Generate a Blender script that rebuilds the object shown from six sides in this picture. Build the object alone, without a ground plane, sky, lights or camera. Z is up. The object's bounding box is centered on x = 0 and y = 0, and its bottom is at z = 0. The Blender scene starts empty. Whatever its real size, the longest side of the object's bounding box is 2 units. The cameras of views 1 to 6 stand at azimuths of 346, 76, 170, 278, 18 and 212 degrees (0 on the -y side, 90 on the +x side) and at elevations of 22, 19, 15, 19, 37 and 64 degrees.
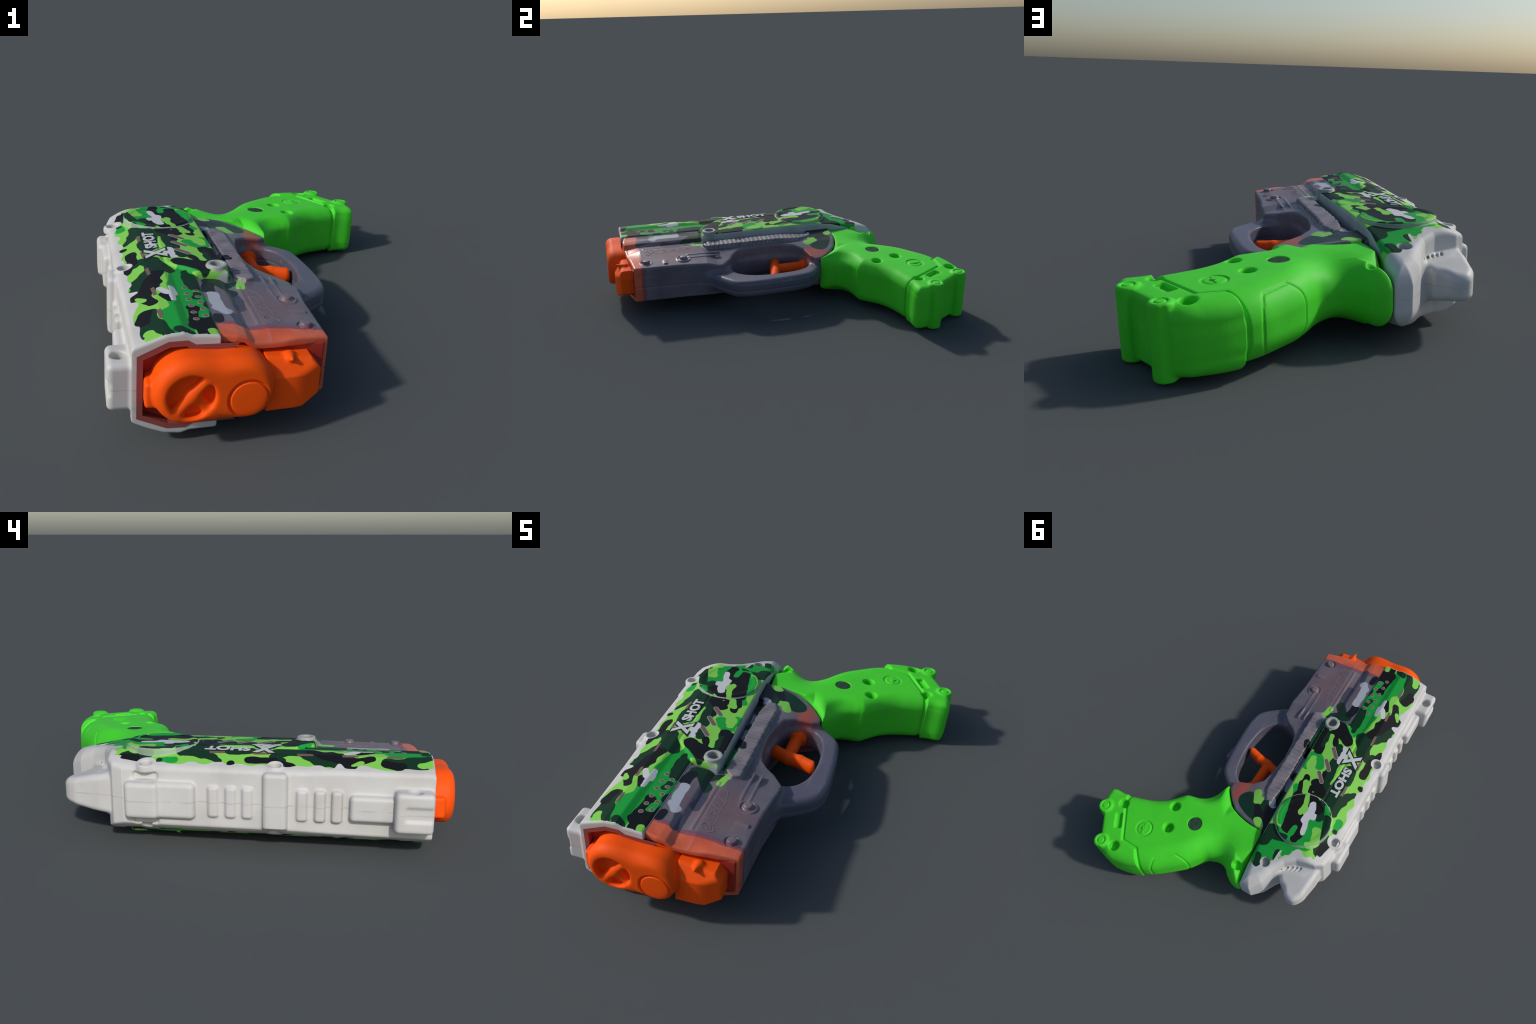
# Toy water pistol lying on its side.  Local frame: u = across the slide (top of the
# pistol towards -u, grip towards +u), y = along the barrel (muzzle at -y),
# w = thickness from the moulding seam.  seat() tilts that frame onto the ground.
import bpy, math
import numpy as np

TILT = 0.065                      # the pistol rests on its drum and its butt
SEAM_Z = 0.1803
V = 0.004                         # sampling step of the modelled solids


def seat(P):
    u, y, w = P[:, 0], P[:, 1], P[:, 2]
    return np.stack([u + TILT * w, y + 0.003 * w,
                     w + SEAM_Z - TILT * u - 0.003 * y], 1)


# ------------------------------------------------------------------ solids
def smin(a, b, k):
    if k <= 0:
        return np.minimum(a, b)
    h = np.clip(0.5 + 0.5 * (b - a) / k, 0, 1)
    return b + (a - b) * h - k * h * (1 - h)


def smax(a, b, k):
    return -smin(-a, -b, k)


def spline(pts, n=6):
    """closed Catmull-Rom curve through control points"""
    P = np.array(pts, float)
    out = []
    m = len(P)
    for i in range(m):
        p0, p1, p2, p3 = P[i - 1], P[i], P[(i + 1) % m], P[(i + 2) % m]
        for t in np.arange(n) / n:
            out.append(0.5 * (2 * p1 + (p2 - p0) * t + (2 * p0 - 5 * p1 + 4 * p2 - p3) * t * t
                              + (3 * p1 - p0 - 3 * p2 + p3) * t ** 3))
    return np.array(out)


def polygon(pts, X, Y):
    """signed distance of the closed outline on broadcast arrays X, Y"""
    P = np.array(pts, float)
    X, Y = np.broadcast_arrays(X, Y)
    d = np.full(X.shape, 1e9)
    inside = np.zeros(X.shape, bool)
    for i in range(len(P)):
        ax, ay = P[i - 1]
        bx, by = P[i]
        ex, ey = bx - ax, by - ay
        px, py = X - ax, Y - ay
        t = np.clip((px * ex + py * ey) / (ex * ex + ey * ey + 1e-12), 0, 1)
        d = np.minimum(d, (px - ex * t) ** 2 + (py - ey * t) ** 2)
        if ey != 0:
            c = ((ay > Y) != (by > Y)) & (X < ex * (Y - ay) / ey + ax)
            inside ^= c
    d = np.sqrt(d)
    return np.where(inside, -d, d)


def slab(d2, W, h, r):
    """outline d2 given thickness |w| < h with rounded edges"""
    a = d2 + r
    b = np.abs(W) - h + r
    return (np.minimum(np.maximum(a, b), 0)
            + np.sqrt(np.maximum(a, 0) ** 2 + np.maximum(b, 0) ** 2) - r)


def box(X, Y, W, c, s, r):
    q = [np.abs(A - ci) - si + r for A, ci, si in zip((X, Y, W), c, s)]
    m = np.maximum(np.maximum(q[0], q[1]), q[2])
    return (np.sqrt(np.maximum(q[0], 0) ** 2 + np.maximum(q[1], 0) ** 2 + np.maximum(q[2], 0) ** 2)
            + np.minimum(m, 0) - r)


def capsule(X, Y, W, a, b, ra, rb):
    a, b = np.array(a, float), np.array(b, float)
    e = b - a
    t = np.clip(((X - a[0]) * e[0] + (Y - a[1]) * e[1] + (W - a[2]) * e[2]) / (e @ e), 0, 1)
    return np.sqrt((X - a[0] - e[0] * t) ** 2 + (Y - a[1] - e[1] * t) ** 2
                   + (W - a[2] - e[2] * t) ** 2) - (ra + (rb - ra) * t)


def rod(A, B, C, a, b, r, c0, c1, rr=0.004):
    """cylinder about the line A=a, B=b running c0..c1 along C"""
    d = np.sqrt((A - a) ** 2 + (B - b) ** 2) - r
    return slab(d, C - (c0 + c1) / 2, (c1 - c0) / 2, rr)


class Solid:
    def __init__(self, lo, hi, step=V):
        self.h = step
        self.lo = np.array(lo, float)
        self.n = np.ceil((np.array(hi) - self.lo) / step).astype(int) + 1
        self.d = np.full(self.n, 1.0, np.float32)

    def axes(self, lo=None, hi=None):
        lo = self.lo if lo is None else np.array(lo)
        hi = self.lo + self.h * self.n if hi is None else np.array(hi)
        i0 = np.clip(np.floor((lo - self.lo) / self.h).astype(int), 0, self.n)
        i1 = np.clip(np.ceil((hi - self.lo) / self.h).astype(int) + 1, 0, self.n)
        g = [self.lo[k] + self.h * np.arange(i0[k], i1[k]) for k in range(3)]
        return (tuple(slice(a, b) for a, b in zip(i0, i1)),
                g[0][:, None, None], g[1][None, :, None], g[2][None, None, :])

    def add(self, fn, lo=None, hi=None, k=0.0):
        s, X, Y, W = self.axes(lo, hi)
        self.d[s] = smin(self.d[s], fn(X, Y, W), k)

    def cut(self, fn, lo=None, hi=None, k=0.0):
        s, X, Y, W = self.axes(lo, hi)
        self.d[s] = smax(self.d[s], -fn(X, Y, W), k)

    def keep(self, fn, lo=None, hi=None, k=0.0):
        s, X, Y, W = self.axes(lo, hi)
        self.d[s] = smax(self.d[s], fn(X, Y, W), k)

    def mirror(self):
        """the grid holds w >= 0 (first plane at w = 0): add the other half"""
        self.d = np.concatenate([self.d[:, :, :0:-1], self.d], 2)
        self.lo = self.lo.copy()
        self.lo[2] -= self.h * (self.n[2] - 1)
        self.n = np.array(self.d.shape)

    def surface(self):
        """surface nets: quads around every sign change"""
        d = self.d
        nx, ny, nz = d.shape
        neg = d < 0
        cnt = np.zeros((nx - 1, ny - 1, nz - 1), np.int8)
        for i in (0, 1):
            for j in (0, 1):
                for k in (0, 1):
                    cnt += neg[i:nx - 1 + i, j:ny - 1 + j, k:nz - 1 + k]
        ci, cj, ck = np.nonzero((cnt > 0) & (cnt < 8))
        idx = np.full(cnt.shape, -1, np.int64)
        idx[ci, cj, ck] = np.arange(len(ci))
        acc = np.zeros((len(ci), 3))
        num = np.zeros(len(ci))
        cor = [(i, j, k) for i in (0, 1) for j in (0, 1) for k in (0, 1)]
        val = {c: d[ci + c[0], cj + c[1], ck + c[2]].astype(float) for c in cor}
        for a in cor:
            for ax in range(3):
                if a[ax]:
                    continue
                b = list(a)
                b[ax] = 1
                b = tuple(b)
                va, vb = val[a], val[b]
                m = (va < 0) != (vb < 0)
                t = np.where(m, va / np.where(m, va - vb, 1), 0)
                p = np.array(a, float)[None, :].repeat(len(ci), 0)
                p[:, ax] = t
                acc += p * m[:, None]
                num += m
        pos = np.stack([ci, cj, ck], 1) + acc / num[:, None]
        quads = []
        for ax in range(3):
            s0 = [slice(None)] * 3
            s1 = [slice(None)] * 3
            s0[ax] = slice(0, -1)
            s1[ax] = slice(1, None)
            m = neg[tuple(s0)] != neg[tuple(s1)]
            for o in range(3):
                if o != ax:
                    e = [slice(None)] * 3
                    e[o] = 0
                    m[tuple(e)] = False
                    e[o] = -1
                    m[tuple(e)] = False
            i, j, k = np.nonzero(m)
            o1, o2 = [(1, 2), (2, 0), (0, 1)][ax]

            def cell(a, b):
                c = [i, j, k]
                c[o1] = c[o1] - a
                c[o2] = c[o2] - b
                return idx[c[0], c[1], c[2]]
            q = np.stack([cell(1, 1), cell(0, 1), cell(0, 0), cell(1, 0)], 1)
            flip = ~neg[i, j, k]
            q[flip] = q[flip][:, ::-1]
            quads.append(q)
        quads = np.concatenate(quads)
        quads = quads[(quads >= 0).all(1)]
        return self.lo + self.h * pos, quads


def vertex_normals(P, Q):
    n = np.cross(P[Q[:, 2]] - P[Q[:, 0]], P[Q[:, 3]] - P[Q[:, 1]])
    N = np.zeros_like(P)
    for c in range(4):
        np.add.at(N, Q[:, c], n)
    return N / np.maximum(np.linalg.norm(N, axis=1, keepdims=True), 1e-12)


# ------------------------------------------------------------------ scene objects
def make_object(name, P, F, mat, parent, normals=None):
    me = bpy.data.meshes.new(name)
    me.from_pydata(P.tolist(), [], F if isinstance(F, list) else F.tolist())
    me.materials.append(mat)
    me.shade_smooth()
    if normals is not None:
        me.normals_split_custom_set_from_vertices(normals.tolist())
    ob = bpy.data.objects.new(name, me)
    bpy.context.scene.collection.objects.link(ob)
    ob.parent = parent
    return ob


def build(solid, parent, base, mat, regions=(), under=1.0):
    """mesh a solid; regions = [(name, material, test(u,y,w))] become parts of their own
    that keep the whole surface's normals so no seam shows"""
    L, Q = solid.surface()
    L[:, 2] = np.where(L[:, 2] < 0, L[:, 2] * under, L[:, 2])
    P = seat(L)
    N = vertex_normals(P, Q)
    C = L[Q].mean(1)
    owner = np.zeros(len(Q), int)
    for r, (_, _, test) in enumerate(regions):
        owner[(owner == 0) & test(C[:, 0], C[:, 1], C[:, 2])] = r + 1
    out = []
    for r in range(len(regions) + 1):
        q = Q[owner == r]
        if not len(q):
            continue
        used, inv = np.unique(q, return_inverse=True)
        nm, mt = (base, mat) if r == 0 else regions[r - 1][:2]
        par = parent if r == 0 or not out else out[0]
        out.append(make_object(nm, P[used], inv.reshape(-1, 4), mt, parent if r == 0 else par, N[used]))
    return out


# ------------------------------------------------------------------ materials
# printed camouflage: every patch is a soft-joined set of rounded strokes
# (x, y, half length, half width, angle) laid on the side face, painted in this order
SHELL_PATCHES = [
    ('M', [
        (-0.471, -0.812, 0.103, 0.05, 91), (-0.44, -0.685, 0.114, 0.047, 91), (-0.402, -0.587, 0.14, 0.063, 93),
        (-0.411, -0.447, 0.106, 0.041, 84), (-0.377, -0.39, 0.069, 0.023, 110), (-0.372, -0.741, 0.048, 0.029, -98),
        (-0.358, -0.36, 0.049, 0.02, 154), (-0.512, -0.523, 0.016, 0.017, -147), (-0.258, -0.079, 0.071, 0.028, 85),
        (-0.305, -0.098, 0.041, 0.023, 122)]),
    ('M', [
        (-0.253, -0.037, 0.036, 0.021, 74), (-0.316, -0.076, 0.046, 0.025, 119), (-0.278, 0.136, 0.038, 0.019, 107),
        (-0.29, 0.278, 0.089, 0.029, 101), (-0.466, 0.357, 0.089, 0.055, 91), (-0.479, 0.292, 0.082, 0.038, 84),
        (-0.472, 0.385, 0.079, 0.028, -141), (-0.338, 0.406, 0.066, 0.024, 169), (-0.5, 0.161, 0.071, 0.02, 100),
        (-0.281, 0.527, 0.071, 0.041, 66), (-0.371, 0.48, 0.071, 0.036, -177), (-0.427, 0.444, 0.05, 0.024, -171),
        (-0.302, 0.582, 0.056, 0.029, -144), (-0.343, 0.546, 0.025, 0.026, -152), (-0.592, 0.21, 0.046, 0.02, 96),
        (-0.419, 0.492, 0.029, 0.019, -102)]),
    ('D', [
        (-0.457, -0.888, 0.037, 0.022, 145), (-0.335, -0.666, 0.034, 0.017, 72), (-0.372, -0.594, 0.03, 0.017, 77),
        (-0.367, -0.472, 0.082, 0.034, 97), (-0.379, -0.405, 0.046, 0.016, 103), (-0.533, -0.855, 0.076, 0.029, 105),
        (-0.568, -0.777, 0.091, 0.037, 82), (-0.592, -0.868, 0.018, 0.01, -121), (-0.569, -0.469, 0.069, 0.033, 76),
        (-0.547, -0.41, 0.071, 0.033, 54), (-0.483, -0.309, 0.088, 0.037, 118), (-0.5, -0.309, 0.095, 0.035, 91),
        (-0.302, -0.375, 0.027, 0.028, -153), (-0.265, -0.231, 0.077, 0.033, 92), (-0.286, -0.201, 0.053, 0.02, 105),
        (-0.382, -0.209, 0.047, 0.024, 131)]),
    ('D', [
        (-0.54, 0.263, 0.078, 0.022, 105), (-0.567, 0.353, 0.068, 0.028, 83), (-0.267, 0.448, 0.076, 0.043, 77),
        (-0.337, 0.434, 0.045, 0.022, -171), (-0.289, 0.599, 0.045, 0.019, 102), (-0.376, 0.531, 0.037, 0.017, 102),
        (-0.483, -0.004, 0.15, 0.04, 84), (-0.399, -0.068, 0.097, 0.029, 94), (-0.425, 0.067, 0.058, 0.028, 102),
        (-0.56, 0.025, 0.054, 0.02, 53), (-0.536, 0.099, 0.059, 0.027, 80), (-0.535, 0.161, 0.021, 0.022, -140),
        (-0.516, -0.079, 0.048, 0.019, 86), (-0.593, 0.247, 0.017, 0.017, -141), (-0.464, 0.193, 0.066, 0.029, 112),
        (-0.557, -0.252, 0.045, 0.02, -129)]),
    ('K', [
        (-0.367, -0.834, 0.092, 0.041, 81), (-0.405, -0.823, 0.047, 0.029, 85), (-0.335, -0.758, 0.045, 0.02, 81),
        (-0.399, -0.747, 0.067, 0.025, 88), (-0.477, -0.618, 0.044, 0.018, 104), (-0.578, -0.736, 0.056, 0.029, 74),
        (-0.542, -0.624, 0.039, 0.021, 110), (-0.545, -0.584, 0.051, 0.021, 92), (-0.532, -0.514, 0.076, 0.033, 64),
        (-0.579, -0.551, 0.044, 0.026, 43), (-0.501, -0.432, 0.066, 0.024, 66), (-0.526, -0.477, 0.062, 0.033, 71),
        (-0.344, -0.323, 0.091, 0.04, 146), (-0.31, -0.272, 0.057, 0.021, 123), (-0.269, -0.154, 0.027, 0.028, -152),
        (-0.237, -0.239, 0.093, 0.02, 90), (-0.397, -0.266, 0.014, 0.014, -151), (-0.595, -0.295, 0.039, 0.02, 78)]),
    ('K', [
        (-0.301, 0.079, 0.064, 0.021, 94), (-0.301, 0.107, 0.05, 0.021, 105), (-0.33, 0.222, 0.092, 0.045, 107),
        (-0.347, 0.324, 0.076, 0.04, 98), (-0.403, 0.323, 0.081, 0.036, 114), (-0.417, 0.387, 0.042, 0.024, 86),
        (-0.412, 0.167, 0.077, 0.035, 146), (-0.385, 0.064, 0.064, 0.032, 138), (-0.354, 0.09, 0.027, 0.02, 65), (-0.38,
        -0.026, 0.024, 0.014, 100), (-0.571, -0.192, 0.067, 0.024, 90), (-0.598, -0.064, 0.018, 0.019, -141), (-0.588,
        0.383, 0.052, 0.025, 86)]),
    ('L', [
        (-0.356, -0.887, 0.032, 0.017, 90), (-0.557, -0.875, 0.043, 0.018, 112), (-0.57, -0.59, 0.03, 0.012, 135),
        (-0.298, -0.252, 0.04, 0.014, 101), (-0.311, -0.179, 0.053, 0.027, 103), (-0.27, -0.061, 0.051, 0.019, 100)]),
    ('L', [
        (-0.318, 0.093, 0.048, 0.019, 111), (-0.365, 0.165, 0.049, 0.015, 103), (-0.369, 0.223, 0.033, 0.017, 88),
        (-0.52, 0.335, 0.055, 0.026, 115), (-0.516, 0.389, 0.038, 0.015, -140), (-0.287, -0.039, 0.053, 0.022, 107)]),
    ('m', [
        (-0.382, 0.369, 0.037, 0.018, 86)]),
    ('m', [
        (-0.373, -0.747, 0.036, 0.018, 85)]),
    ('W', [
        (-0.459, -0.624, 0.036, 0.01, 85), (-0.452, -0.568, 0.039, 0.012, 91), (-0.483, -0.57, 0.044, 0.013, 129),
        (-0.411, -0.223, 0.031, 0.015, 118), (-0.414, -0.173, 0.043, 0.019, 103)]),
    ('W', [
        (-0.415, 0.199, 0.044, 0.017, 110), (-0.449, 0.241, 0.023, 0.012, 114), (-0.419, 0.26, 0.046, 0.023, 80),
        (-0.436, 0.318, 0.047, 0.016, 102)]),
]
FRAME_PATCHES = [
    ('N', [(-0.22, -0.598, 0.074, 0.022, 91), (-0.254, -0.773, 0.05, 0.018, 95)]),
    ('M', [
        (-0.194, -0.28, 0.1, 0.025, 98), (-0.32, -0.617, 0.017, 0.018, -154)]),
    ('D', [
        (-0.246, -0.49, 0.059, 0.025, 127), (-0.265, -0.441, 0.062, 0.026, -175), (-0.199, -0.424, 0.029, 0.018, -137),
        (-0.214, -0.311, 0.017, 0.017, -150)]),
    ('D', [
        (-0.083, 0.321, 0.099, 0.057, 153), (-0.153, 0.328, 0.088, 0.042, 108), (-0.216, 0.215, 0.052, 0.024, 98),
        (-0.204, 0.145, 0.018, 0.019, -150), (-0.212, 0.033, 0.031, 0.016, 55)]),
    ('K', [
        (-0.311, -0.503, 0.054, 0.025, -103), (-0.174, -0.176, 0.032, 0.018, 111), (-0.212, -0.126, 0.049, 0.021, 107),
        (-0.325, -0.765, 0.04, 0.02, -102)]),
    ('K', [
        (-0.14, 0.343, 0.05, 0.021, 123), (-0.207, 0.344, 0.086, 0.042, 98), (-0.228, 0.292, 0.053, 0.025, 103),
        (-0.213, -0.104, 0.036, 0.02, 103)]),
    ('L', [
        (-0.172, -0.444, 0.049, 0.017, 74), (-0.158, -0.372, 0.031, 0.019, 63), (-0.178, -0.273, 0.028, 0.012, 95)]),
    ('L', [
        (-0.089, 0.256, 0.047, 0.022, 111), (-0.121, 0.268, 0.026, 0.013, 85), (-0.179, 0.402, 0.039, 0.022, 140)]),
    ('B', [
        (-.304, -.648, .041, .02, 100),
        (-0.295, -0.697, 0.044, 0.022, 131), (-0.307, -0.605, 0.064, 0.021, 91), (-0.196, -0.044, 0.054, 0.017, 97)]),
    ('B', [
        (-0.189, 0.255, 0.032, 0.018, 116), (-0.21, 0.104, 0.045, 0.017, 100), (-0.203, -0.034, 0.045, 0.018, 95)]),
]
EDGE_TOP = [(-0.91, -0.565), (-0.883, -0.587), (-0.845, -0.596), (-0.782, -0.592), (-0.769, -0.604), (-0.721, -0.608), (-0.657, -0.595), (-0.604, -0.581), (-0.58, -0.605), (-0.542, -0.604), (-0.514, -0.573), (-0.498, -0.602), (-0.476, -0.608), (-0.43, -0.59), (-0.383, -0.602), (-0.342, -0.599), (-0.303, -0.61), (-0.181, -0.601), (-0.154, -0.61), (-0.094, -0.6), (-0.053, -0.612), (-0.026, -0.593), (0.011, -0.595), (0.053, -0.612), (0.103, -0.598), (0.158, -0.618), (0.202, -0.617), (0.226, -0.607), (0.295, -0.628)]
EDGE_REAR = [(-0.61, 0.345), (-0.601, 0.383), (-0.591, 0.419), (-0.572, 0.421), (-0.57, 0.452), (-0.552, 0.447), (-0.524, 0.466), (-0.476, 0.443), (-0.457, 0.453), (-0.438, 0.497), (-0.419, 0.506), (-0.392, 0.54), (-0.391, 0.492), (-0.378, 0.504), (-0.374, 0.564), (-0.333, 0.581), (-0.319, 0.616), (-0.304, 0.636), (-0.281, 0.631)]

# straight lower edge of the printed face: (y, x)
EDGE_SIDE = [(-.92, -.3445), (-.4055, -.3445), (-.4025, -.2145), (.05, -.2345), (.43, -.2465), (.63, -.2485), (.80, -.2505)]
PRINT = {'L': (.22, .60, .085), 'M': (.012, .34, .045), 'm': (.012, .34, .045), 'D': (.007, .036, .016),
         'K': (.008, .0085, .0095), 'W': (.60, .60, .62), 'B': (.42, .44, .49), 'N': (.062, .062, .092)}


class Nodes:
    """small helper around a node tree"""
    def __init__(self, name, rough=0.5, spec=0.35):
        self.mat = bpy.data.materials.new(name)
        self.mat.use_nodes = True
        self.t = self.mat.node_tree
        self.bsdf = self.t.nodes['Principled BSDF']
        self.bsdf.inputs['Roughness'].default_value = rough
        self.bsdf.inputs['Specular IOR Level'].default_value = spec
        self.P = self.t.nodes.new('ShaderNodeTexCoord').outputs['Object']

    def node(self, kind, **kw):
        n = self.t.nodes.new(kind)
        for k, v in kw.items():
            setattr(n, k, v)
        return n

    def feed(self, sock, v):
        if isinstance(v, bpy.types.NodeSocket):
            self.t.links.new(v, sock)
        else:
            sock.default_value = v

    def math(self, op, a, b=0.0, c=0.0, clamp=False):
        n = self.node('ShaderNodeMath', operation=op, use_clamp=clamp)
        for s, v in zip(n.inputs, (a, b, c)):
            self.feed(s, v)
        return n.outputs[0]

    def step(self, v, lo, hi):
        n = self.node('ShaderNodeMapRange', interpolation_type='SMOOTHSTEP')
        for s, q in zip(n.inputs, (v, lo, hi, 0.0, 1.0)):
            self.feed(s, q)
        return n.outputs[0]

    def mix(self, f, a, b):
        n = self.node('ShaderNodeMix', data_type='RGBA')
        self.feed(n.inputs[0], f)
        for s, v in ((n.inputs[6], a), (n.inputs[7], b)):
            self.feed(s, v if isinstance(v, bpy.types.NodeSocket) else (*v, 1))
        return n.outputs[2]

    def noise(self, scale, detail=2.0, vec=None, colour=False):
        n = self.node('ShaderNodeTexNoise')
        self.feed(n.inputs['Vector'], vec or self.P)
        n.inputs['Scale'].default_value = scale
        n.inputs['Detail'].default_value = detail
        return n.outputs['Color' if colour else 'Fac']

    def vec(self, op, a, b):
        n = self.node('ShaderNodeVectorMath', operation=op)
        self.feed(n.inputs[0], a)
        self.feed(n.inputs[1], b)
        return n.outputs[1 if op in ('LENGTH', 'DISTANCE', 'DOT_PRODUCT') else 0]

    def xyz(self, v=None):
        n = self.node('ShaderNodeSeparateXYZ')
        self.feed(n.inputs[0], v or self.P)
        return n.outputs

    def bump(self, h, strength, dist=.004):
        n = self.node('ShaderNodeBump')
        n.inputs['Strength'].default_value = strength
        n.inputs['Distance'].default_value = dist
        self.feed(n.inputs['Height'], h)
        self.t.links.new(n.outputs[0], self.bsdf.inputs['Normal'])

    def curve(self, v, pts, lo, hi, base, span, sharp=False):
        """float curve through (v, value) control points"""
        n = self.node('ShaderNodeFloatCurve')
        c = n.mapping.curves[0]
        P = [((a - lo) / (hi - lo), (b - base) / span) for a, b in pts]
        c.points[0].location = P[0]
        c.points[1].location = P[-1]
        for p in P[1:-1]:
            c.points.new(*p)
        if sharp:
            for p in c.points:
                p.handle_type = 'VECTOR'
        n.mapping.update()
        t = self.node('ShaderNodeMapRange')
        for s, q in zip(t.inputs, (v, lo, hi, 0.0, 1.0)):
            self.feed(s, q)
        self.feed(n.inputs['Value'], t.outputs[0])
        return self.math('MULTIPLY_ADD', n.outputs[0], span, base)

    def patches(self, layers, col, P, soft=.05):
        for key, items in layers:
            f = None
            for (x, y, a, b, deg) in items:
                m = self.node('ShaderNodeMapping', vector_type='TEXTURE')
                if f is None:
                    self.feed(m.inputs['Vector'], P)
                else:            # evaluate one patch after the other (keeps the shader small)
                    q = self.node('ShaderNodeVectorMath', operation='MULTIPLY_ADD')
                    self.feed(q.inputs[0], f)
                    q.inputs[1].default_value = (1e-9, 1e-9, 1e-9)
                    self.feed(q.inputs[2], P)
                    self.feed(m.inputs['Vector'], q.outputs[0])
                m.inputs['Location'].default_value = (x, y, 0)
                m.inputs['Rotation'].default_value = (0, 0, math.radians(deg))
                m.inputs['Scale'].default_value = (b, b, 1e6)
                h = self.vec('SUBTRACT', self.vec('ABSOLUTE', m.outputs[0], (0, 0, 0)), (max(a / b - 1, 0), 0, 0))
                d = self.vec('LENGTH', self.vec('MAXIMUM', h, (0, 0, 0)), (0, 0, 0))
                f = d if f is None else self.math('SMOOTH_MIN', f, d, .5)
            col = self.mix(self.step(f, 1 + soft, 1 - soft), col, PRINT[key])
        return col

    def done(self, col):
        self.feed(self.bsdf.inputs['Base Color'], col if isinstance(col, bpy.types.NodeSocket) else (*col, 1))
        return self.mat


def scuffed(n, col, dark, scale=5.0, amount=.5):
    """faint uneven tone of handled plastic"""
    f = n.step(n.noise(scale, 4), .35, .75)
    return n.mix(n.math('MULTIPLY', f, amount), col, dark)


def seam(n, col):
    """dusty moulding line where the two halves meet"""
    x, y, z = n.xyz()
    w = n.math('MULTIPLY_ADD', x, TILT, n.math('SUBTRACT', z, SEAM_Z))
    line = n.math('MULTIPLY', n.step(n.math('ABSOLUTE', w), .0035, .001), n.step(n.noise(9, 3), .35, .6))
    return n.mix(n.math('MULTIPLY', line, .6), col, (.40, .38, .30))


def white_plastic():
    n = Nodes('white_plastic', .5, .4)
    col = seam(n, scuffed(n, (.60, .595, .58), (.50, .49, .465), 6, .7))
    n.bump(n.noise(160, 2), .05, .002)
    return n.done(col)


def camo_print():
    n = Nodes('camouflage_print', .55, .15)
    warp = n.vec('SUBTRACT', n.noise(13, 1, colour=True), (.5, .5, .5))
    sc = n.node('ShaderNodeVectorMath', operation='SCALE')
    n.feed(sc.inputs[0], warp)
    sc.inputs['Scale'].default_value = .032
    P = n.vec('ADD', n.P, sc.outputs[0])
    col = n.patches(SHELL_PATCHES, PRINT['L'], P)
    x, y, z = n.xyz()
    top = n.step(n.math('SUBTRACT', x, n.curve(y, EDGE_TOP, -.92, .31, -.65, .2)), -.0015, .0015)
    rear = n.step(n.math('SUBTRACT', n.curve(x, EDGE_REAR, -.62, -.27, .3, .4), y), -.0015, .0015)
    both = n.math('MULTIPLY', top, rear)
    white = seam(n, scuffed(n, (.60, .595, .58), (.50, .49, .465), 6, .7))
    n.bump(n.noise(160, 2), .04, .002)
    col = n.mix(both, white, col)
    side = n.step(n.math('SUBTRACT', x, n.curve(y, EDGE_SIDE, -.92, .80, -.36, .2, True)), -.0008, .0008)
    col = n.mix(side, col, scuffed(n, (.46, .49, .48), (.36, .41, .38), 9, .8))
    flat = n.vec('MULTIPLY', n.P, (1, 1, 0))
    drum = n.vec('DISTANCE', flat, (-.408, .2796, 0))
    rim = n.math('MULTIPLY', n.step(drum, .1575, .1582), n.step(drum, .1642, .1635))
    frost = n.mix(n.step(n.noise(11, 3), .4, .65), (.33, .44, .32), (.42, .46, .42))
    col = n.mix(n.math('MULTIPLY', rim, .8), col, frost)
    for (bx, by, r, c) in ((-.622, .298, .043, (.58, .575, .56)), (-.6055, -.250, .034, (.58, .575, .56)), (-.337, .590, .029, (.40, .43, .40))):
        col = n.mix(n.step(n.vec('DISTANCE', flat, (bx, by, 0)), r + .0008, r - .0008), col, c)
    return n.done(col)


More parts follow.
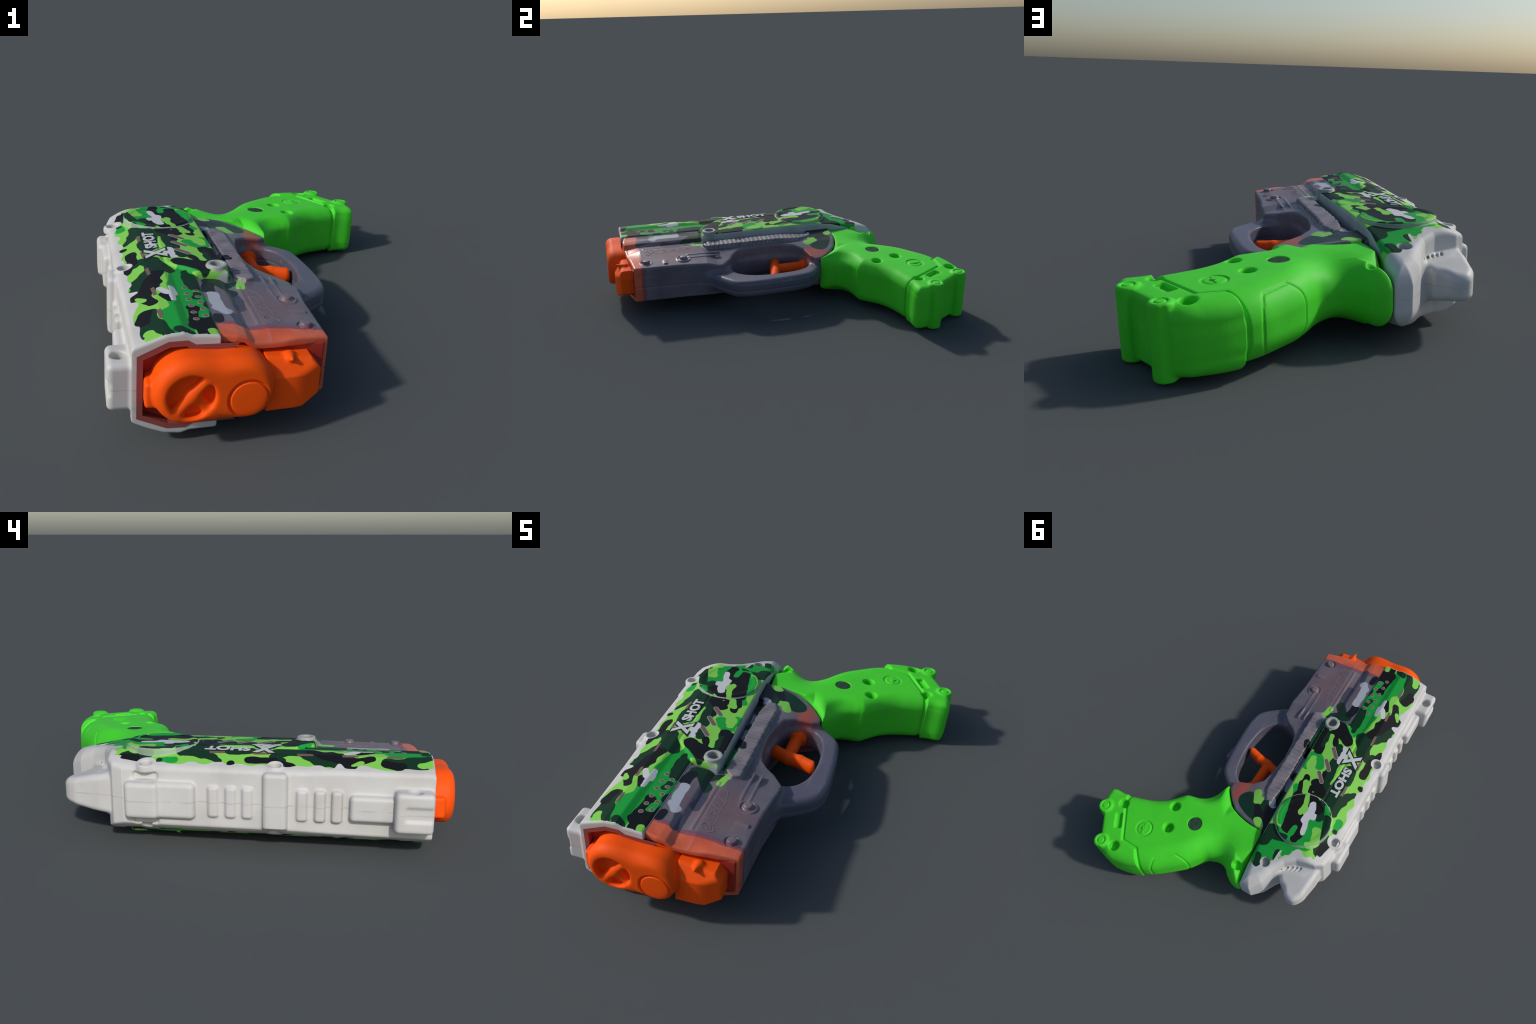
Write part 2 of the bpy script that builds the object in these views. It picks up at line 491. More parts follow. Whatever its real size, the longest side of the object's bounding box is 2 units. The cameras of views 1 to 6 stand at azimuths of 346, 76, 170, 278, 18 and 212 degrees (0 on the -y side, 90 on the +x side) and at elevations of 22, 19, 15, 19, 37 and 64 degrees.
def smoky_plastic():
    n = Nodes('smoky_clear_plastic', .38, .4)
    x, y, z = n.xyz()
    cloud = n.noise(6, 4)
    col = n.mix(n.step(cloud, .35, .68), (.125, .115, .145), (.185, .160, .182))
    # what shows through: orange collar at the muzzle, reddish pump, orange trigger seat
    wob = n.math('MULTIPLY_ADD', n.noise(5, 2), .03, y)
    haze = n.math('MULTIPLY', n.step(n.math('ADD', n.math('ABSOLUTE', n.math('ADD', y, .63)), n.math('ABSOLUTE', n.math('ADD', x, .12))), .30, .05), .55)
    col = n.mix(haze, col, (.215, .115, .115))
    line = n.step(n.math('ABSOLUTE', n.math('ADD', wob, .785)), .016, .008)
    col = n.mix(n.step(wob, -.768, -.79), col, n.mix(n.step(n.noise(9, 3), .3, .7), (.60, .105, .045), (.72, .15, .07)))
    col = n.mix(n.math('MULTIPLY', line, .8), col, (.15, .075, .12))
    seat_r = n.vec('DISTANCE', n.vec('MULTIPLY', n.P, (1, .8, 0)), (.05, .25 * .8, 0))
    col = n.mix(n.math('MULTIPLY', n.step(n.math('MULTIPLY_ADD', n.noise(12, 3), .05, seat_r), .115, .05), .85), col, (.50, .085, .035))
    # trigger side tinted darker and bluish: its shade is painted into the colour
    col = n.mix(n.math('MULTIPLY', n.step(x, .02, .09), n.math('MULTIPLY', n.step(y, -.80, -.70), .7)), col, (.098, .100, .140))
    # pale streaks of flow marks
    st = n.noise(1.0, 3, n.vec('MULTIPLY', n.P, (70, 7, 40)))
    col = n.mix(n.math('MULTIPLY', n.step(st, .60, .74), .35), col, (.27, .25, .28))
    warp = n.vec('SUBTRACT', n.noise(13, 1, colour=True), (.5, .5, .5))
    sc = n.node('ShaderNodeVectorMath', operation='SCALE')
    n.feed(sc.inputs[0], warp)
    sc.inputs['Scale'].default_value = .025
    col = n.patches(FRAME_PATCHES, col, n.vec('ADD', n.P, sc.outputs[0]))
    n.bump(n.math('ADD', n.noise(45, 3), st), .12, .004)
    return n.done(col)


def rail_plastic():
    n = Nodes('ribbed_clear_plastic', .4, .4)
    col = n.mix(n.step(n.noise(14, 4), .3, .7), (.15, .135, .155), (.24, .21, .225))
    w = n.node('ShaderNodeTexWave', wave_type='BANDS', bands_direction='Y')
    n.feed(w.inputs['Vector'], n.P)
    w.inputs['Scale'].default_value = 11.5
    w.inputs['Distortion'].default_value = 1.0
    col = n.mix(n.math('MULTIPLY', n.step(w.outputs['Fac'], .75, .95), .4), col, (.33, .31, .33))
    col = n.patches([q for q in FRAME_PATCHES if q[0] in 'K'][:1], col, n.P)
    return n.done(col)


def plain(name, a, b, rough, scale=7, amount=.6, spec=.3, bump=.04):
    n = Nodes(name, rough, spec)
    n.bump(n.noise(170, 2), bump, .002)
    return n.done(scuffed(n, a, b, scale, amount))


WHITE = white_plastic()
CAMO = camo_print()
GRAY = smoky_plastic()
RAILMAT = rail_plastic()
GREEN = plain('green_plastic', (.068, .70, .028), (.060, .63, .026), .55, 8, .7, .25, .10)
ORANGE = plain('orange_plastic', (1.0, .102, .004), (.93, .090, .004), .55, 9, .7, .15)
RED = plain('red_lining_plastic', (.42, .035, .02), (.30, .03, .022), .5)
LIPRED = plain('tinted_rim_plastic', (.30, .075, .065), (.24, .06, .06), .5)
DARK = plain('dark_screw_cover', (.022, .058, .034), (.05, .09, .055), .7, 60, 1.0, .1)
BROWN = plain('vent_brown', (.16, .095, .085), (.22, .12, .10), .6, 30)
PALE = plain('pale_rim', (.36, .38, .36), (.30, .32, .30), .5)
INK = plain('black_ink', (.008, .012, .011), (.008, .02, .014), .45)
LETTER = plain('white_ink', (.60, .60, .62), (.56, .56, .58), .45)
MARK = plain('raised_clear_mark', (.20, .172, .195), (.17, .15, .175), .4)
#ENDMATERIALS#

root = bpy.data.objects.new('toy_water_pistol', None)
bpy.context.scene.collection.objects.link(root)
root['label'] = 'toy water pistol, white and camouflage slide, bright green grip'
root['category'] = 'toy gun'

lerp = np.interp

# ================================================================== slide
BACK = [(-.644, -.50), (-.652, -.35), (-.654, .40), (-.640, .448), (-.60, .478), (-.55, .490), (-.50, .503), (-.445, .545), (-.405, .615), (-.375, .69),
        (-.325, .750), (-.262, .748)]
EDGE = [(-.258, .745), (-.256, .63), (-.254, .43), (-.242, .05), (-.222, -.408), (-.352, -.400), (-.352, -.905), (-.638, -.905)]
PLAN = BACK + EDGE
RIBS = [.006, -.068, -.139, -.367, -.442, -.512]


def slide_height(X, Y):
    base = lerp(X, [-.66, -.63, -.53, -.475, -.445, -.35], [.135, .152, .191, .198, .187, .183])
    plate = lerp(X, [-.66, -.63, -.53, -.48, -.37, -.2], [.135, .152, .191, .199, .202, .197])
    up = polygon([(-.17, -.409), (-.347, -.401), (-.455, -.29), (-.47, .9), (-.17, .9)], X, Y)
    H = base + (np.maximum(plate, base) - base) * np.clip(0.5 - up / .008, 0, 1)
    rear = lerp(Y, [0, .15, .35, .45, .55, .63, .70, .80], [.206, .205, .196, .184, .166, .150, .132, .10])
    side = lerp(X, [-.64, -.5, -.35, -.2], [0.006, .003, 0, -.004])
    return smin(H, rear + side, .012)


slide = Solid((-.75, -.94, 0), (-.19, .80, .24))
s, X, Y, W = slide.axes()
H = slide_height(X, Y)
slide.add(lambda X, Y, W: slab(polygon(PLAN, X, Y), W, H, lerp(Y, [.44, .56, .74], [.014, .03, .07])))
# hollow behind the muzzle rim
MOUTH = [(-.612, -.112), (-.612, .112), (-.52, .156), (-.462, .158), (-.437, .142), (-.30, .140),
         (-.30, -.140), (-.437, -.142), (-.462, -.158), (-.52, -.156)]
slide.cut(lambda X, Y, W: slab(polygon(MOUTH, X, W), Y + .90, .07, .004), (-.64, -.94, 0), (-.28, -.8, .2))


def drum(X, Y, W):
    d = np.sqrt((X + .4215) ** 2 + (Y - .279) ** 2)
    top = .208 - .0035 * np.clip((.135 - d) / .012, 0, 1)
    return slab(d - .160, W, top, .010)


slide.add(drum, (-.6, .1, 0), (-.24, .46, .24))
# screw post at the front of the cover plate
slide.add(lambda X, Y, W: rod(X, Y, W, -.262, -.357, .043, -.2, .2125, .006), (-.33, -.42, 0), (-.2, -.3, .24), .006)
slide.cut(lambda X, Y, W: rod(X, Y, W, -.262, -.357, .0255, .165, .25, .004), (-.33, -.42, .1), (-.2, -.3, .24), .004)
# blocks and ribs of the white top
slide.add(lambda X, Y, W: smin(box(X, Y, W, (-.655, .308, 0), (.046, .074, .082), .022), box(X, Y, W, (-.645, .20, 0), (.038, .118, .082), .022), .01), (-.74, .05, 0), (-.58, .42, .14), .012)
slide.add(lambda X, Y, W: box(X, Y, W, (-.645, -.256, 0), (.038, .052, .140), .022), (-.74, -.34, 0), (-.58, -.17, .2), .012)
slide.add(lambda X, Y, W: box(X, Y, W, (-.645, -.655, 0), (.035, .09, .056), .018), (-.74, -.78, 0), (-.58, -.53, .12), .012)
slide.add(lambda X, Y, W: box(X, Y, W, (-.66, -.822, 0), (.056, .078, .088), .02), (-.75, -.93, 0), (-.58, -.71, .14), .012)
slide.cut(lambda X, Y, W: box(X, Y, W, (-.725, -.845, 0), (.018, .06, .03), .012), (-.76, -.94, 0), (-.68, -.76, .06), .012)
for y in RIBS:
    slide.add(lambda X, Y, W: box(X, Y, W, (-.642, y, 0), (.026, .022, .070), .014), (-.70, y - .05, 0), (-.6, y + .05, .1), .012)
# screw bosses with holes
for (u, y, r, top, hole) in [(-.632, .298, .040, .152, .024), (-.616, -.250, .032, .164, .026)]:
    slide.add(lambda X, Y, W: rod(X, Y, W, u, y, r, -top, top, .012), (u - .1, y - .1, 0), (u + .1, y + .1, .22), .014)
    slide.cut(lambda X, Y, W: rod(X, Y, W, u - .03, y, .055, .088, .118, .012) if u < -.625 else 0 * X + 9, (u - .12, y - .1, .06), (u - .01, y + .1, .14), .01)
    slide.cut(lambda X, Y, W: rod(X, Y, W, u, y, hole, top - .035, top + .05, .004), (u - .07, y - .07, .08), (u + .07, y + .07, .24), .006)
slide.cut(lambda X, Y, W: rod(X, Y, W, -.675, -.825, .026, .05, .2, .004), (-.73, -.88, 0), (-.63, -.77, .2), .01)
slide.cut(lambda X, Y, W: rod(X, Y, W, -.347, .589, .026, .13, .25, .004), (-.40, .54, .1), (-.3, .64, .24), .006)
# deck with slits and the hook behind the slide
DECK = [(-.60, .40), (-.605, .49), (-.56, .545), (-.47, .575), (-.37, .62), (-.34, .60), (-.34, .40)]
slide.add(lambda X, Y, W: slab(polygon(DECK, X, Y), W, .085, .02), (-.64, .40, 0), (-.3, .70, .13), .022)
HOOK = [(-.610, .44), (-.612, .60), (-.600, .650), (-.575, .684), (-.545, .690), (-.512, .676), (-.485, .64), (-.44, .60), (-.42, .44)]
slide.add(lambda X, Y, W: slab(polygon(spline(HOOK, 4), X, Y), W, lerp(Y, [.45, .55, .69], [.098, .084, .054]), .028),
          (-.66, .40, 0), (-.38, .74, .13), .015)
for i in range(5):
    a = .022 * i
    slide.cut(lambda X, Y, W: capsule(X, Y, W, (-.430 - a, .565 - a * .40, .090), (-.44 - a, .540 - a * .40, .088), .0055, .0055),
              (-.56, .5, .05), (-.39, .64, .13), .003)
slide.mirror()
# the ground side is chamfered a little more
slide.keep(lambda X, Y, W: (-W - lerp(X, [-.70, -.66, -.63, -.53, -.5], [.10, .112, .138, .196, .25])) * .85, (-.75, -.94, -.25), (-.5, .8, 0), .006)


def in_box(u0, u1, y0, y1, w=9):
    return lambda u, y, v: (u > u0) & (u < u1) & (y > y0) & (y < y1) & (np.abs(v) < w)


regions = [('muzzle_rim', WHITE, lambda u, y, v: (y < -.897) & (u < -.3)),
           ('mouth_wall', LIPRED, lambda u, y, v: (y < -.80) & (polygon(MOUTH, u, np.abs(v)) < .003)),
           ('rear_hook', WHITE, lambda u, y, v: (y > .50 + np.maximum(0, u + .5) * 1.0) & (u < -.43) & (np.abs(v) < .1)),
           ('drum_cover', CAMO, lambda u, y, v: ((u + .4215) ** 2 + (y - .279) ** 2 < .1622 ** 2) & (np.abs(v) > .183)),
           ('screw_post', PALE, lambda u, y, v: ((u + .262) ** 2 + (y + .357) ** 2 < .0455 ** 2) & (np.abs(v) > .1)),
           ('screw_boss', CAMO, lambda u, y, v: ((u + .632) ** 2 + (y - .298) ** 2 < .042 ** 2) & (np.abs(v) > .09)),
           ('screw_boss', CAMO, lambda u, y, v: ((u + .616) ** 2 + (y + .250) ** 2 < .033 ** 2) & (np.abs(v) > .12)),
           ('screw_hole', CAMO, lambda u, y, v: ((u + .347) ** 2 + (y - .589) ** 2 < .030 ** 2) & (np.abs(v) > .10)),
           ('top_block', WHITE, in_box(-.8, -.652, .085, .385)),
           ('top_block', WHITE, in_box(-.8, -.652, -.308, -.204)),
           ('top_block', WHITE, in_box(-.8, -.652, -.75, -.565)),
           ('top_block', WHITE, in_box(-.8, -.652, -.90, -.742))]
for y in RIBS:
    regions.append(('rib', WHITE, in_box(-.8, -.648, y - .024, y + .024)))
build(slide, root, 'slide', CAMO, regions, .93)

# ================================================================== frame
BODY = [(-.37, -.885), (-.30, -.897), (-.16, -.884), (.038, -.853), (.045, -.56), (.060, -.42), (.06, -.33), (.0, -.27),
        (-.07, -.22), (-.092, -.16), (-.103, -.042), (-.092, .062), (-.07, .146), (-.02, .190),
        (.06, .212), (.095, .235), (.09, .277), (.04, .338), (-.02, .389), (-.085, .414), (-.156, .427), (-.26, .43), (-.33, .40),
        (-.33, -.3), (-.37, -.42)]
OUTER = [(.03, -.44), (.088, -.400), (.136, -.369), (.224, -.293), (.249, -.20), (.246, -.055), (.233, .090), (.212, .172),
         (.158, .230), (.10, .262), (.03, .25), (-.06, .20), (-.10, .06), (-.10, -.15), (-.05, -.30)]
OPENING = [(.050, -.272), (.104, -.243), (.145, -.170), (.160, -.061), (.153, .056), (.137, .128), (.109, .174), (.067, .197),
           (-.013, .180), (-.063, .140), (-.080, .058), (-.090, -.042), (-.081, -.162), (-.058, -.227), (-.010, -.266)]
frame = Solid((-.40, -.93, -.18), (.27, .46, .18))
s, X, Y, W = frame.axes()
fh = lerp(X, [-.36, -.29, -.262, -.236, -.17, -.06, .05], [.176, .172, .166, .148, .153, .139, .126])
flat_h = lerp(X, [-.24, -.17, -.09, -.02, .05, .1], [.150, .148, .138, .122, .108, .10])
front = np.clip((-.36 - Y) / .06, 0, 1)
FH = fh * front + flat_h * (1 - front)
FH = FH - .018 * np.clip((-.80 - Y) / .07, 0, 1) * np.exp(-((X + .17) / .07) ** 2)
frame.add(lambda X, Y, W: slab(polygon(BODY, X, Y), W, FH, .010))
# the ground side of the frame falls away towards the trigger side
frame.keep(lambda X, Y, W: (-W - lerp(X, [-.2, -.115, .05], [.130, .126, .080])) * .95, k=.006)
gh = .051
open2 = polygon(spline(OPENING, 5), X, Y)
frame.add(lambda X, Y, W: slab(polygon(spline(OUTER, 5), X, Y), W - .012, gh, .03), (-.12, -.48, -.18), (.27, .28, .18), .03)
frame.cut(lambda X, Y, W: open2 + 0 * W, k=.012)
# ribbed rail beside the slide, with a channel between the two
frame.cut(lambda X, Y, W: slab(polygon([(-.27, -.37), (-.210, -.37), (-.206, .15), (-.214, .27), (-.27, .27)], X, Y), W - .16, .038, .01), (-.27, -.4, .08), (-.18, .3, .18), .008)
RAIL = [(-.196, -.380), (-.155, -.418), (-.116, -.402), (-.118, -.30), (-.124, .20), (-.152, .252), (-.186, .246), (-.203, .15), (-.194, -.2)]


def rail(X, Y, W):
    d = polygon(RAIL, X, Y) - .0016 * np.sin(Y * 2 * np.pi / .055)
    return slab(d, W, lerp(Y, [.05, .25], [.167, .154]) + .0010 * np.sign(np.sin(Y * 2 * np.pi / .0275)), .008)


frame.add(rail, (-.25, -.42, 0), (-.1, .27, .18), .008)
frame.add(lambda X, Y, W: rail(X, Y, W) + np.where(W > 0, 9, 0), (-.25, -.42, -.18), (-.1, .27, 0), .006)
# moulded screw bosses, ribs and the step line behind the muzzle collar
for (u, y, r, t) in [(-.029, -.555, .042, .139), (-.023, -.777, .036, .136)]:
    frame.add(lambda X, Y, W: rod(X, Y, W, u, y, r, 0, t, .005), (u - .07, y - .07, 0), (u + .07, y + .07, .18), .004)
    frame.cut(lambda X, Y, W: np.abs(np.sqrt((X - u) ** 2 + (Y - y) ** 2) - r * .72) - .004 + 40 * np.maximum(0, t - .006 - W),
              (u - .07, y - .07, .1), (u + .07, y + .07, .18))
    frame.add(lambda X, Y, W: rod(X, Y, W, u, y, .021, 0, t + .013, .006), (u - .07, y - .07, 0), (u + .07, y + .07, .18), .004)
frame.add(lambda X, Y, W: box(X, Y, W, (-.015, -.665, .131), (.03, .011, .006), .004), (-.06, -.7, .1), (.04, -.63, .14), .003)
frame.add(lambda X, Y, W: box(X, Y, W, (-.195, -.62, .150), (.007, .165, .0045), .003), (-.23, -.9, .1), (-.16, -.42, .17), .003)
frame.add(lambda X, Y, W: box(X, Y, W, (-.072, -.43, .139), (.006, .10, .0045), .003), (-.09, -.56, .1), (-.05, -.3, .16), .003)
frame.add(lambda X, Y, W: box(X, Y, W, (-.035, -.43, .135), (.006, .10, .0045), .003), (-.05, -.56, .1), (-.02, -.3, .14), .003)
# open mouth of the frame around the lower cap
LIP = [(-.33, -.13), (-.33, .145), (-.275, .142), (-.235, .112), (-.1, .108), (.020, .106), (.020, -.060), (-.115, -.108), (-.25, -.125)]
frame.cut(lambda X, Y, W: slab(polygon(LIP, X, W), Y + .90, .075, .004), (-.34, -.93, -.18), (.06, -.8, .18), .004)
# line along the seam of the guard
frame.cut(lambda X, Y, W: np.maximum(np.maximum(np.abs(W - .004) - .003, 0.004 - X), -.003 - frame.d[frame.axes((.02, -.9, -.02), (.27, .3, .03))[0]]), (.02, -.9, -.02), (.27, .3, .03), .002)
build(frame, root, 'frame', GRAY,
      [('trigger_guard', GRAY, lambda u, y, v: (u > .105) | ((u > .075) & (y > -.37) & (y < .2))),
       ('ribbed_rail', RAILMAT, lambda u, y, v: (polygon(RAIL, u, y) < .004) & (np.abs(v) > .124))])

# ================================================================== trigger
trig = Solid((-.16, -.08, -.07), (.16, .26, .10), .003)
trig.add(lambda X, Y, W: capsule(X, Y, W, (-.005, .25, .012), (-.002, .02, .014), .036, .030))
trig.add(lambda X, Y, W: rod(X, W, Y, 0, .012, .046, .165, .26, .006), k=.006)
lever = [(-.15, .034, .014), (-.07, .020, .014), (.0, -.002, .014), (.065, -.012, .014), (.130, -.034, .014)]
for a, b in zip(lever[:-1], lever[1:]):
    trig.add(lambda X, Y, W: capsule(X, Y, W / 1.35, (a[0], a[1], a[2] / 1.35), (b[0], b[1], b[2] / 1.35), .029, .028), k=.008)
trig.keep(lambda X, Y, W: X - .138 + .3 * (Y + .02), k=.006)
build(trig, root, 'trigger', ORANGE)

# ================================================================== grip
GRIP = [(.100, .262), (.120, .285), (.140, .334), (.180, .386), (.224, .415), (.264, .427), (.296, .437), (.339, .481),
        (.384, .524), (.446, .559), (.508, .580), (.562, .595), (.625, .612), (.685, .612), (.714, .630), (.716, .70),
        (.690, .775), (.650, .84), (.612, .91), (.580, .955), (.530, .982), (.470, .995), (.380, .982), (.291, .950),
        (.228, .918), (.168, .872), (.088, .804), (.043, .750), (.005, .704), (-.032, .687), (-.077, .679), (-.112, .688),
        (-.145, .711), (-.172, .738), (-.212, .755), (-.248, .752), (-.258, .715), (-.247, .62), (-.232, .44), (-.200, .432),
        (-.150, .430), (-.079, .417), (-.016, .392), (.043, .339), (.085, .290)]
grip = Solid((-.29, .24, 0), (.77, 1.02, .17))
s, X, Y, W = grip.axes()
g2 = polygon(spline(GRIP, 5), X, Y)
along = X * .83 + Y * .55                     # runs from the slide to the butt
GH = lerp(along, [.15, .30, .42, .60, .80, .95, 1.02], [.139, .142, .142, .138, .134, .128, .122])
GH = GH - .030 * np.exp(-((X + .06) ** 2 + (Y - .62) ** 2) / .09 ** 2)
across = Y * .83 - X * .55
side = lerp(across, [.28, .52], [.066, .112])
side = np.where(along < .35, np.maximum(side, .06), side)
joint = np.abs(polygon([(-.26, .74), (-.247, .62), (-.232, .44), (-.150, .430), (-.079, .417), (-.016, .392), (.043, .339), (.085, .290), (-.3, .2), (-.4, .5)], X, Y))
side = np.minimum(side, .008 + .6 * np.maximum(0, joint - .02) + 1.2 * np.maximum(0, Y - .56) + 1.2 * np.maximum(0, X + .03))
side = side + (.07 - side) * np.clip((along - .9) / .15, 0, 1)
grip.add(lambda X, Y, W: slab(g2, W, GH, side))
# collar towards the slide has tighter edges
grip.keep(lambda X, Y, W: -X - .252 + (Y - .44) * -.06, k=.004)
# hollow of the palm either side of the finger swell
grip.cut(lambda X, Y, W: np.sqrt(((X - .19) / .085) ** 2 + ((Y - .345) / .085) ** 2 + ((W - .15) / .06) ** 2) * .06 - .06,
         (.05, .22, .05), (.34, .5, .17), .04)
# groove and cap of the butt: bounded by a bent line
CAP = [(.30, 1.05), (.288, .955), (.352, .872), (.452, .868), (.575, .660), (.60, .56), (.80, .56), (.80, 1.05)]
capd = polygon(CAP, X, Y)
grip.cut(lambda X, Y, W: np.maximum(np.abs(capd) - .006, -(grip.d + .007)), k=.006)
grip.add(lambda X, Y, W: np.maximum(slab(g2 + .002, W, GH + .0035, side * .55), capd + .012), k=.008)
A, B = np.array((.661, .733)), np.array((.553, .925))
ab = (B - A) / np.linalg.norm(B - A)
nn = np.array((ab[1], -ab[0]))
S = lambda X, Y: (X - A[0]) * ab[0] + (Y - A[1]) * ab[1]
T = lambda X, Y: (X - A[0]) * nn[0] + (Y - A[1]) * nn[1]
# recessed floor between the two posts, slot behind it, holes
grip.cut(lambda X, Y, W: np.maximum(np.maximum(.022 - T(X, Y), np.abs(S(X, Y) - .111) - .070), -9 + 0 * W), (.5, .6, 0), (.8, 1.02, .17), .012)
for (c, t) in [(A, .0), (B, .0)]:
    p = c + nn * .013
    grip.add(lambda X, Y, W: rod(X, Y, W, p[0], p[1], .043, -.141, .141, .012), (p[0] - .09, p[1] - .09, 0), (p[0] + .09, p[1] + .09, .17), .012)
    grip.cut(lambda X, Y, W: np.maximum(np.abs(np.sqrt((X - p[0]) ** 2 + (Y - p[1]) ** 2) - .022) - .0035, .136 - W),
             (p[0] - .09, p[1] - .09, .1), (p[0] + .09, p[1] + .09, .17), .002)
grip.cut(lambda X, Y, W: box(S(X, Y), T(X, Y), W, (.098, -.075, .14), (.048, .020, .022), .008), (.4, .65, .08), (.65, .95, .17), .006)
for (u, y, r, dep) in [(.478, .922, .029, .045), (.583, .676, .026, .045), (.259, .677, .028, .05), (.298, .545, .027, .05), (-.204, .672, .025, .06)]:
    grip.cut(lambda X, Y, W: rod(X, Y, W, u, y, r, .135 - dep, .25, .012), (u - .06, y - .06, .04), (u + .06, y + .06, .17), .012)
for sg in (-.052, .272):
    q = A + ab * sg + nn * .030
    grip.cut(lambda X, Y, W: np.sqrt((X - q[0]) ** 2 + (Y - q[1]) ** 2) - .012 + 0 * W, (q[0] - .05, q[1] - .05, 0), (q[0] + .05, q[1] + .05, .17), .012)
# moulded emblem button and screw seat
grip.cut(lambda X, Y, W: np.maximum(np.abs(np.sqrt((X - .382) ** 2 + (Y - .749) ** 2) - .045) - .004, .131 - W), (.3, .68, .1), (.46, .82, .17), .004)
grip.cut(lambda X, Y, W: rod(X, Y, W, .135, .583, .041, .1315, .2, .003), (.07, .52, .1), (.2, .65, .17), .004)
# shallow panel moulded into the back strap
PATCH = [(.252, 1.0), (.233, .868), (.140, .790), (.05, .785), (.0, .9)]
patch = polygon(PATCH, X, Y)
grip.cut(lambda X, Y, W: np.maximum(np.abs(patch) - .0035, -(grip.d + .0035)), k=.003)
grip.mirror()
grip_under = .93                  # ground half is slightly thinner
build(grip, root, 'grip', GREEN, [('butt_cap', GREEN, lambda u, y, v: polygon(CAP, u, y) < 0)], grip_under)

# ================================================================== muzzle
noz = Solid((-.62, -1.01, -.16), (.03, -.82, .18), .003)
two = lambda X, W: smin(np.sqrt((X + .460) ** 2 + (W - .019) ** 2) - .118, np.sqrt((X + .287) ** 2 + (W - .021) ** 2) - .109, .11)
noz.add(lambda X, Y, W: slab(two(X, W), Y + .90, .0995, .044))
noz.add(lambda X, Y, W: box(X, Y, W, (-.555, -.90, .0), (.045, .055, .045), .012), k=.012)
noz.cut(lambda X, Y, W: rod(X, W, Y, -.456, .008, .078, -1.1, -.955, .012), k=.014)
noz.add(lambda X, Y, W: capsule(X, Y, W, (-.50, -.965, -.055), (-.405, -.975, .062), .022, .018), k=.016)
noz.add(lambda X, Y, W: capsule(X, Y, W, (-.45, -.965, .005), (-.385, -.965, -.06), .024, .018), k=.02)
noz.add(lambda X, Y, W: np.sqrt(((X + .268) / .07) ** 2 + ((Y + .985) / .022) ** 2 + ((W + .012) / .066) ** 2) * .022 - .022, (-.36, -1.01, -.1), (-.18, -.94, .08), .006)
noz.cut(lambda X, Y, W: np.maximum(np.abs(np.sqrt((X + .268) ** 2 + (W + .010) ** 2) - .067) - .0035, Y + .990), k=.004)
noz.keep(lambda X, Y, W: -Y - .9995, k=.006)
build(noz, root, 'nozzle', ORANGE)
cap = Solid((-.24, -.99, -.14), (.03, -.82, .14), .003)
CAPX = [(-.20, -.086), (-.07, -.080), (-.008, -.044), (-.008, .050), (-.040, .088), (-.20, .098)]
cap.add(lambda X, Y, W: slab(polygon(CAPX, X, W), Y + .88, .088, .012))
cap.keep(lambda X, Y, W: (-Y - .965 + (X + .1) * .35) * .9, k=.008)
cap.keep(lambda X, Y, W: (-Y - .962 + np.maximum(0, W - .04) * .8) * .8, k=.01)
cap.add(lambda X, Y, W: capsule(X, Y, W, (-.115, -.90, .085), (-.118, -.945, .098), .022, .006), k=.014)
build(cap, root, 'filler_cap', ORANGE)
lin = Solid((-.64, -.90, -.17), (.05, -.82, .17), .004)
lin.add(lambda X, Y, W: slab(polygon(MOUTH, X, W) - .004, Y + .845, .028, .003))
build(lin, root, 'muzzle_lining', RED)
lin2 = Solid((-.34, -.90, -.17), (.05, -.80, .17), .004)
lin2.add(lambda X, Y, W: slab(polygon(LIP, X, W) - .004, Y + .835 - .0 * X, .026, .003))
build(lin2, root, 'muzzle_lining', RED)

# ================================================================== small pieces
def offset(pts, d):
    P = np.array(pts, float)
    out = []
    for i in range(len(P)):
        a, b, c = P[i - 1], P[i], P[(i + 1) % len(P)]
        n1 = np.array((-(b - a)[1], (b - a)[0])) / np.linalg.norm(b - a)
        n2 = np.array((-(c - b)[1], (c - b)[0])) / np.linalg.norm(c - b)
        m = (n1 + n2) / (1 + n1 @ n2)
        out.append(b + m * d)
    return np.array(out)


# tinted rim band just inside the white muzzle edge
edge = offset(MOUTH, .010), offset(MOUTH, -.010)
if polygon(MOUTH, np.array([edge[0][0][0]]), np.array([edge[0][0][1]]))[0] < 0:
    edge = edge[::-1]
k = len(MOUTH)
rows = []
for (e, y) in ((edge[0], -.9045), (edge[0], -.9065), (edge[1], -.9065), (edge[1], -.88)):
    sc = np.where(e[:, 1] < 0, .93, 1.0)
    rows.append(np.column_stack([e[:, 0], np.full(k, y), e[:, 1] * sc]))
ring = [[r * k + i, r * k + (i + 1) % k, (r + 1) * k + (i + 1) % k, (r + 1) * k + i] for r in range(3) for i in range(k)
        if not (min(MOUTH[i][0], MOUTH[(i + 1) % k][0]) > -.31)]
band = make_object('rim_band', seat(np.vstack(rows)), ring, LIPRED, root)
for p in band.data.polygons:
    p.use_smooth = False


def prism(name, outline, mat, height, lift, depth=.004, parent=root):
    """thin piece whose top follows height(u, y)"""
    o = np.array(outline)
    h = np.array([float(np.squeeze(height(np.array([[a]]), np.array([[b]])))) for a, b in o])
    top = np.column_stack([o, h + lift])
    bot = np.column_stack([o, h - depth])
    k = len(o)
    c = np.column_stack([o.mean(0)[None], [h.mean() + lift]])
    P = seat(np.vstack([top, bot, c]))
    F = [[i, (i + 1) % k, 2 * k] for i in range(k)] + [[(i + 1) % k, i, k + i, k + (i + 1) % k] for i in range(k)]
    ob = make_object(name, P, F, mat, parent)
    for p in ob.data.polygons:
        p.use_smooth = False
    return ob


